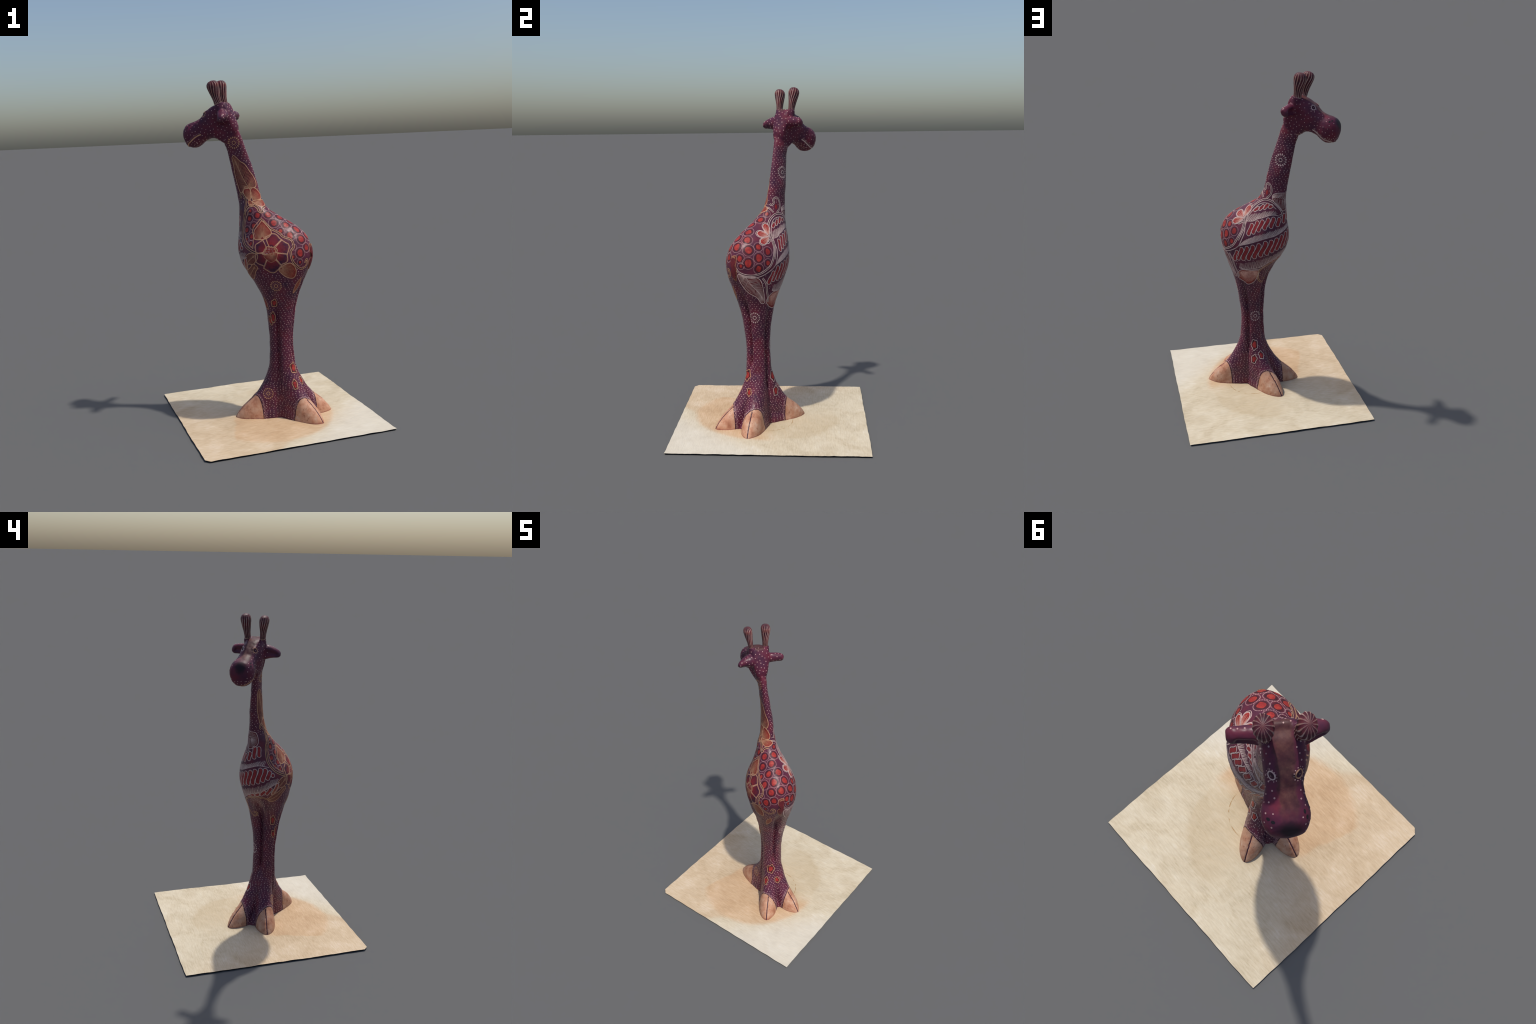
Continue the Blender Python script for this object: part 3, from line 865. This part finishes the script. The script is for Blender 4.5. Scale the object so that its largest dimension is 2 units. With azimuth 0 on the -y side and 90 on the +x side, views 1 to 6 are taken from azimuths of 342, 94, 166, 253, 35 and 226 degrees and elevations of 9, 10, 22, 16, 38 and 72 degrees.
    # ---------- red blotches on legs and feet: part, angle, height, half sizes, line colour
    for part, a, z, rx, rz, rot, mat in (
            ("leg3", -83, .712, .019, .024, 0, TAN), ("leg1", -73, .622, .017, .033, 0, TAN), ("leg1", -46, .702, .016, .036, .1, TAN), ("leg1", -58, .600, .013, .028, .3, TAN),
            ("leg3", -162, .306, .026, .034, 0, TAN), ("leg2", 174, .215, .020, .024, .5, TAN), ("leg3", -146, .214, .015, .030, .15, TAN),
            ("leg0", 57, .292, .022, .034, 0, LINE), ("leg0", 36, .228, .016, .026, .2, LINE), ("leg0", 60, .200, .019, .030, -.2, LINE)):
        c = A(a, z)
        sd = a * .7
        P.fill(P.group("blotch_halo", HALO, part, True), P.disc(c, rx, rz, rot, .10, 5, 40, sd), .0004)
        P.fill(P.group("red_blotch", RED, part), P.disc(c, rx * .58, rz * .62, rot, .12, 3, 32, sd), .0008)
        P.outline(part, mat, P.disc(c, rx, rz, rot, .12, 5, 48, sd), .0034, True)
    o, sp = P.blade(A(-162, .858), A(-146, .768), .015, .5, .5)
    P.fill(P.group("leaf_motif", LEAF, "leg3"), o, .0005)
    P.rib_hatch(P.group("leaf_streaks_tan", STREAK, "leg3", True), o, sp, .006)
    P.outline("leg3", TAN, P.curve(o, True, raw=True), .0034, True)


def paint_head(P, M, head_faces):
    LINE, TAN, DOT, DARK, NOSE = M["line"], M["tan"], M["dot"], M["dark"], M["nose"]
    # mouth: pale lip line on both cheeks meeting under the muzzle
    for pts, mat in (([(.326, -.098, 1.695), (.345, -.103, 1.688), (.368, -.108, 1.674), (.393, -.103, 1.655), (.410, -.090, 1.644), (.418, -.05, 1.638)], TAN),
                     ([(.304, -.007, 1.694), (.326, -.002, 1.682), (.352, .002, 1.662), (.377, .002, 1.647), (.400, -.006, 1.640), (.416, -.04, 1.638)], LINE)):
        c = P.curve([P.snap(world(*q))[0] for q in pts], raw=True)
        X, N, B = P.ribbon(P.group("lip_line", mat, "head"), c, .0065, .0016)
        up = np.array([b if b[2] > 0 else -b for b in B])
        for i in range(1, len(X) - 6, 2):
            P.dot(P.group("face_dots", DOT, "head", True), X[i] + up[i] * .0095, .0017)
    # eyes
    for q, ln in (((.303, -.018, 1.814), LINE), ((.304, -.090, 1.808), TAN)):
        c = P.snap(world(*q))[0]
        P.outline("head", ln, P.disc(c, .0125, .0150, wave=.05, lobes=2, n=30), .0034, True, "eye_ring")
        P.fill(P.group("eye", DARK, "head"), P.disc(c, .0070, .0068), .0008, dome=.0022, cell=.003)
        P.dot(P.group("face_dots", DOT, "head", True), c, .0016, .0036)
        for k in range(12):
            t = k * math.pi / 6 + .2
            x, n, r, u = P.frame(c)
            P.dot(P.group("face_dots", DOT, "head", True), c + .0205 * (math.cos(t) * r + math.sin(t) * u), .0017)
    # nostrils
    for q in ((.395, -.1, 1.752), (.408, -.106, 1.738), (.418, -.008, 1.752), (.405, .002, 1.745)):
        c = P.snap(world(*q))[0]
        P.fill(P.group("nostril", NOSE, "head"), P.disc(c, .0065, .0045, .6), .0006, cell=.003)


def paint_dots(P, M, cen, part, nor_of):
    """free dots in staggered rows on neck and legs, scattered on the head"""
    from mathutils.kdtree import KDTree
    busy = P.busy
    kd = KDTree(len(busy))
    for i, b in enumerate(busy):
        kd.insert(Vector(b), i)
    kd.balance()
    ckd = KDTree(len(cen))
    for i, c in enumerate(cen):
        ckd.insert(Vector(c), i)
    ckd.balance()

    def put(p, r):
        if kd.find(Vector(p))[2] < .0075:
            return
        k = part[ckd.find(Vector(p))[1]]
        if k.startswith("hoof"):
            return
        P.dot(P.group("paint_dots", M["dot"], k, True), p, r * RNG.uniform(.85, 1.15))
    z, row = .02, 0
    while z < 1.66:
        if not .93 < z < 1.285:
            ring = np.array([P.at(a, z) for a in np.arange(-180, 180, 3)])
            L = np.concatenate([[0], np.cumsum(np.linalg.norm(np.roll(ring, -1, 0) - ring, axis=1))])
            n = int(L[-1] / .0200)
            for k in range(n):
                s_ = ((k + .5 * (row % 2)) / n * L[-1] + RNG.uniform(-.0034, .0034)) % L[-1]
                i = min(np.searchsorted(L, s_, side="right") - 1, len(ring) - 1)
                t = (s_ - L[i]) / max(L[i + 1] - L[i], 1e-6)
                p = ring[i] * (1 - t) + ring[(i + 1) % len(ring)] * t + ZV * RNG.uniform(-.0034, .0034)
                put(p, .0024)
        z += .0130 if z > .28 else .0112
        row += 1
    cand = [i for i in range(len(cen)) if part[i] in ("head", "ear0", "ear1") or (part[i] == "neck" and cen[i][2] > 1.652)]
    RNG.shuffle(cand)
    placed = []
    for i in cand[:6000]:
        c = cen[i]
        F, S, z = local(c)
        if F > .18 and nor_of(i)[2] > .55 and abs(S + .055) < .034:
            continue
        if F > .405 and (F > .438 or abs(S + .052) < .034 or z > 1.755):
            continue
        if part[i].startswith("ear") and nor_of(i) @ FV > -.2:
            continue
        if any(np.linalg.norm(c - q) < .0185 for q in placed):
            continue
        placed.append(c)
        put(c, .0029 if nor_of(i) @ FV < -.45 else .0024)
    # dotted hem where the legs meet the hooves
    for i, tip in enumerate(HOOF_TIPS):
        osg = (1 if i < 2 else -1) * (1 if i % 2 == 0 else -1)
        d = np.array(tip) - FOOT_C
        L = np.linalg.norm(d)
        d /= L
        e = np.array([-d[1], d[0]])
        hem = []
        for a in np.linspace(.04, math.pi - .04, 60):
            ac = math.cos(a) * .064
            al = seam_along(ac, osg)
            q = FOOT_C + d * al * L / .302 + e * ac
            h = float(spline(FT[:, 0], FT[:, 1], al)[0])
            hem.append(world(q[0], q[1], max(.006, h * math.sin(a))))
        hem = P.curve(hem, raw=True)
        X, N, B = P.ribbon(P.group("hoof_hem", M["dark"], "leg%d" % i, True), hem, .0042, .0008)
        back = -(d[0] * FV + d[1] * SV)
        for k in range(0, len(X), 2):
            for j, off in enumerate((.007, .0135)):
                P.dot(P.group("hem_dots", M["dot"], "leg%d" % i, True), X[(k + j) % len(X)] + back * off, .0018)
        # dark split along the top of the hoof
        cl = [world(*(FOOT_C + d * al * L / .302), float(spline(FT[:, 0], FT[:, 1], al)[0])) for al in np.linspace(.184, .300, 14)]
        P.ribbon(P.group("hoof_split", M["dark"], "hoof%d" % i), P.curve(cl, raw=True), .0062, .0008)


def flush_paint(P, made):
    for key, g in P.groups.items():
        name, part = key[0], key[2]
        me = bpy.data.meshes.new(name)
        V, N = np.array(g["v"]), np.array(g["n"])
        faces = []
        for f in g["f"]:                      # every face looks outwards
            q = V[list(f)]
            fn = np.cross(q[1] - q[0], q[2] - q[0]) if len(f) == 3 else np.cross(q[2] - q[0], q[3] - q[1])
            faces.append(f if fn @ N[list(f)].sum(0) >= 0 else f[::-1])
        me.from_pydata([tuple(v) for v in V], [], faces)
        me.polygons.foreach_set("use_smooth", [True] * len(g["f"]))
        me.normals_split_custom_set_from_vertices([tuple(n) for n in g["n"]])
        me.materials.append(g["mat"])
        par = made[part]
        if par.parent and par.parent.type == "MESH":
            par = par.parent
        ob = new_object(name, me, par)
        if g["joined"]:
            ob["kind"] = "stuff"


def mat_spot():
    t = NT("red_spot_paint", .42, .22)
    t.color(t.ramp(t.noise(55, 3, .6), [(.3, (.21, .018, .020)), (.52, (.32, .028, .026)), (.72, (.40, .055, .036))]))
    return t.m


def mat_petal():
    t = NT("dark_petal_paint", .42, .22)
    t.color(t.ramp(t.noise(26, 3, .6), [(.35, (.052, .014, .034)), (.65, (.14, .018, .030))]))
    return t.m


def palette():
    q = dict(rough=.42, spec=.22)
    return dict(
        red=mat_spot(),
        dark=plain("dark_plum_paint", (.034, .012, .022), (.062, .016, .028), 40, **q),
        line=plain("pale_batik_line", (.46, .30, .28), (.62, .46, .42), 70, **q),  # right-flank lines coloured cooler, left-flank tan ones warmer, after light baked in the scan
        tan=plain("tan_batik_line", (.42, .20, .105), (.56, .31, .19), 70, **q),
        streak=plain("tan_fine_streak", (.34, .13, .070), (.46, .22, .13), 70, **q),
        pink=plain("pink_fine_streak", (.48, .20, .16), (.62, .34, .27), 70, **q),
        bar=plain("crimson_paint", (.21, .016, .022), (.33, .032, .036), 40, **q),
        petal=mat_petal(),
        dot=plain("pink_dot_paint", (.36, .19, .19), (.56, .36, .34), 60, **q),
        halo=plain("spot_halo_paint", (.045, .012, .020), (.085, .015, .022), 50, **q),
        leaf=plain("brick_red_paint", (.16, .020, .020), (.28, .038, .026), 34, **q),
        wine=plain("wine_paint", (.085, .015, .022), (.16, .022, .028), 40, **q),
        nose=plain("nostril_black", (.012, .010, .014), (.02, .015, .02), 40, **q))


# ------------------------------------------------------------------ assembly
def new_object(name, me, parent=None):
    ob = bpy.data.objects.new(name, me)
    bpy.context.scene.collection.objects.link(ob)
    ob.parent = parent
    return ob


def empty(name, parent=None):
    return new_object(name, None, parent)


def seam_along(across, outer_sign):
    """where lacquer stops and horn of the hoof starts, along the foot axis"""
    u = across * outer_sign / .065
    return .178 - .030 * u - .012 * u * u


def classify(c):
    """part name for every face centre (n,3)"""
    F, S, z = local(c)
    part = np.full(len(c), "torso", dtype=object)
    neckline = z + .35 * (F - .04)
    part[neckline > 1.265] = "neck"
    part[(z + .42 * (F - .15) > 1.685) & (z > 1.60)] = "head"
    off = np.abs(S + .053)
    part[(off > .062 + .012 * (F > .2)) & (z > 1.73) & (z < 1.845) & (F < .235) & (z > 1.7)] = "ear"
    leg = z < .78
    for i, tip in enumerate(HOOF_TIPS):
        sF = 1 if i < 2 else -1
        sS = 1 if i % 2 == 0 else -1
        q = leg & (sF * (F - FOOT_C[0]) >= 0) & (sS * (S + .027) >= 0)
        part[q] = "leg%d" % i
        d = np.array(tip) - FOOT_C
        L = np.linalg.norm(d)
        d /= L
        al = ((F - FOOT_C[0]) * d[0] + (S - FOOT_C[1]) * d[1]) * .302 / L
        ac = -(F - FOOT_C[0]) * d[1] + (S - FOOT_C[1]) * d[0]
        osg = sF * sS
        part[q & (z < .2) & (al > seam_along(ac, osg))] = "hoof%d" % i
    ear = part == "ear"
    part[ear & (S > -.053)] = "ear0"
    part[ear & (S <= -.053)] = "ear1"
    return part


def main():
    for o in list(bpy.data.objects):
        bpy.data.objects.remove(o)
    LACQ = mat_lacquer()
    HOOF = mat_hoof()
    HEADM = mat_head()
    solid = build_solid()
    from mathutils import noise
    n = len(solid.vertices)
    co = np.empty(n * 3)
    nor = np.empty(n * 3)
    solid.vertices.foreach_get("co", co)
    solid.vertices.foreach_get("normal", nor)
    rough = [.0016 * noise.noise(Vector(q) * 22) + .0007 * noise.noise(Vector(q) * 70) for q in co.reshape(-1, 3)]
    solid.vertices.foreach_set("co", co + nor * np.repeat(rough, 3))
    solid.update()
    nv, nf = len(solid.vertices), len(solid.polygons)
    co = np.empty(nv * 3)
    solid.vertices.foreach_get("co", co)
    co = co.reshape(-1, 3)
    nor = np.empty(nv * 3)
    solid.vertices.foreach_get("normal", nor)
    nor = nor.reshape(-1, 3)
    polys = [tuple(p.vertices) for p in solid.polygons]
    cen = np.array([co[list(p)].mean(0) for p in polys])
    part = classify(cen)

    giraffe = empty("painted_giraffe")
    giraffe["label"] = "carved wooden giraffe painted with dark red batik flowers and dots"
    giraffe["category"] = "giraffe figurine"

    order = ["torso", "neck", "head", "ear0", "ear1"] + ["leg%d" % i for i in range(4)] + ["hoof%d" % i for i in range(4)]
    made = {}
    for key in order:
        idx = np.nonzero(part == key)[0]
        if len(idx) == 0:
            continue
        used = sorted({v for i in idx for v in polys[i]})
        remap = {v: k for k, v in enumerate(used)}
        me = bpy.data.meshes.new(key.rstrip("0123"))
        me.from_pydata(co[used].tolist(), [], [[remap[v] for v in polys[i]] for i in idx])
        me.polygons.foreach_set("use_smooth", [True] * len(idx))
        me.normals_split_custom_set_from_vertices(nor[used].tolist())
        par = giraffe
        if key.startswith("hoof"):
            par = made["leg" + key[-1]]
        if key.startswith("ear"):
            par = made["head"]
        ob = new_object(key.rstrip("0123"), me, par)
        me.materials.append(HOOF if key.startswith("hoof") else HEADM if key == "head" else LACQ)
        made[key] = ob

    P = Paint(co, nor, polys)
    M = palette()
    paint_body(P, M)
    paint_head(P, M, None)
    pn = np.array([p.normal[:] for p in solid.polygons])
    paint_dots(P, M, cen, part, lambda i: pn[i])
    flush_paint(P, made)

    # horns ---------------------------------------------------------
    HORN = mat_horn()
    for side in (1, -1):
        bm = bmesh.new()
        prof = [(-.006, .015), (.0, .0185), (.02, .0195), (.05, .0225), (.08, .0275), (.10, .030), (.118, .0295), (.130, .024), (.138, .014), (.141, .004)]
        prof = np.array(prof)
        rings = []
        for t in np.linspace(0, 1, 60):
            h = prof[-1, 0] * (1 - (1 - t) ** 1.5) if t > 0 else 0
            r = float(spline(prof[:, 0], prof[:, 1], h)[0])
            ring = []
            for p in np.linspace(0, 2 * np.pi, 128, endpoint=False):
                tw = p + .5 * math.sin(h * 40) * .35
                rr = r * (1 + .030 * math.cos(14 * tw))
                ring.append((1.18 * rr * math.cos(p), (.82 + .9 * h) * (1 if side > 0 else .93) * rr * math.sin(p), h * (1.0 if side > 0 else .965)))
            rings.append(np.array(ring))
        loft(bm, rings)
        bmesh.ops.recalc_face_normals(bm, faces=bm.faces)
        me = bpy.data.meshes.new("horn")
        bm.to_mesh(me)
        bm.free()
        me.polygons.foreach_set("use_smooth", [True] * len(me.polygons))
        me.materials.append(HORN)
        ob = new_object("horn", me, made["head"])
        up = ((.024 if side > 0 else .030) * FV + (.008 if side > 0 else -.020) * SV + .135 * ZV)
        up /= np.linalg.norm(up)
        fx = FV - up * (FV @ up)
        fx /= np.linalg.norm(fx)
        sy = np.cross(up, fx)
        base = world(.208, (-.010 if side > 0 else -.099), 1.862)
        from mathutils import Matrix
        ob.matrix_world = Matrix([[fx[0], sy[0], up[0], base[0]], [fx[1], sy[1], up[1], base[1]], [fx[2], sy[2], up[2], base[2]], [0, 0, 0, 1]])

    # board ---------------------------------------------------------
    board = empty("wooden_board")
    board["label"] = "thin square pale wooden board with slightly uneven edges"
    board["category"] = "display board"
    TOP = mat_board_top()
    SIDE = plain("dark_board_edge", (.006, .008, .012), (.012, .014, .02), 20, .9, .05)  # rim blackened to show the shadowed gap beneath the thin sheet
    n = 140
    xs = np.linspace(-1, 1, n)
    bm = bmesh.new()
    grid = []
    for j, v in enumerate(xs):
        row = []
        for i, u in enumerate(xs):
            x, y = u * .555, v * .569
            edge = max(abs(u), abs(v))
            wob = .0012 * math.sin(17 * x + 2) * math.sin(13 * y + 1) + .0007 * math.sin(57 * (x - y))
            x += wob * smoothstep(.8, 1, abs(u)) * math.copysign(1, u)
            y += wob * smoothstep(.8, 1, abs(v)) * math.copysign(1, v)
            if x + y < -1.098:                       # one corner is clipped
                d = (-1.098 - x - y) / 2
                x += d
                y += d
            z = .0068 + .0026 * noise.noise(Vector((5.5 * x, 7 * y, 3.1))) + .0016 * noise.noise(Vector((9 * x + 5 * y, 26 * y - 8 * x, 1.7))) \
                + .0007 * noise.noise(Vector((40 * x, 60 * y, 8.2)))
            z = max(z, .0032)
            row.append(bm.verts.new((x, y, z)))
        grid.append(row)
    for j in range(n - 1):
        for i in range(n - 1):
            bm.faces.new((grid[j][i], grid[j][i + 1], grid[j + 1][i + 1], grid[j + 1][i]))
    me = bpy.data.meshes.new("board_face")
    bm.to_mesh(me)
    me.polygons.foreach_set("use_smooth", [True] * len(me.polygons))
    me.materials.append(TOP)
    new_object("board_face", me, board)
    rim = [grid[0][i] for i in range(n)] + [grid[j][-1] for j in range(1, n)] + [grid[-1][i] for i in range(n - 2, -1, -1)] + [grid[j][0] for j in range(n - 2, 0, -1)]
    pts = [tuple(v.co) for v in rim]
    bm.free()
    bm = bmesh.new()
    a = [bm.verts.new((x * .9995, y * .9995, z - .0006)) for x, y, z in pts]
    b = [bm.verts.new((x * .992, y * .992, 0)) for x, y, z in pts]
    m = len(a)
    for i in range(m):
        bm.faces.new((a[i], b[i], b[(i + 1) % m], a[(i + 1) % m]))
    c = bm.verts.new((0, 0, 0))
    for i in range(m):
        bm.faces.new((b[i], c, b[(i + 1) % m]))
    me = bpy.data.meshes.new("board_edge")
    bm.to_mesh(me)
    bm.free()
    me.materials.append(SIDE)
    new_object("board_edge", me, board)


main()
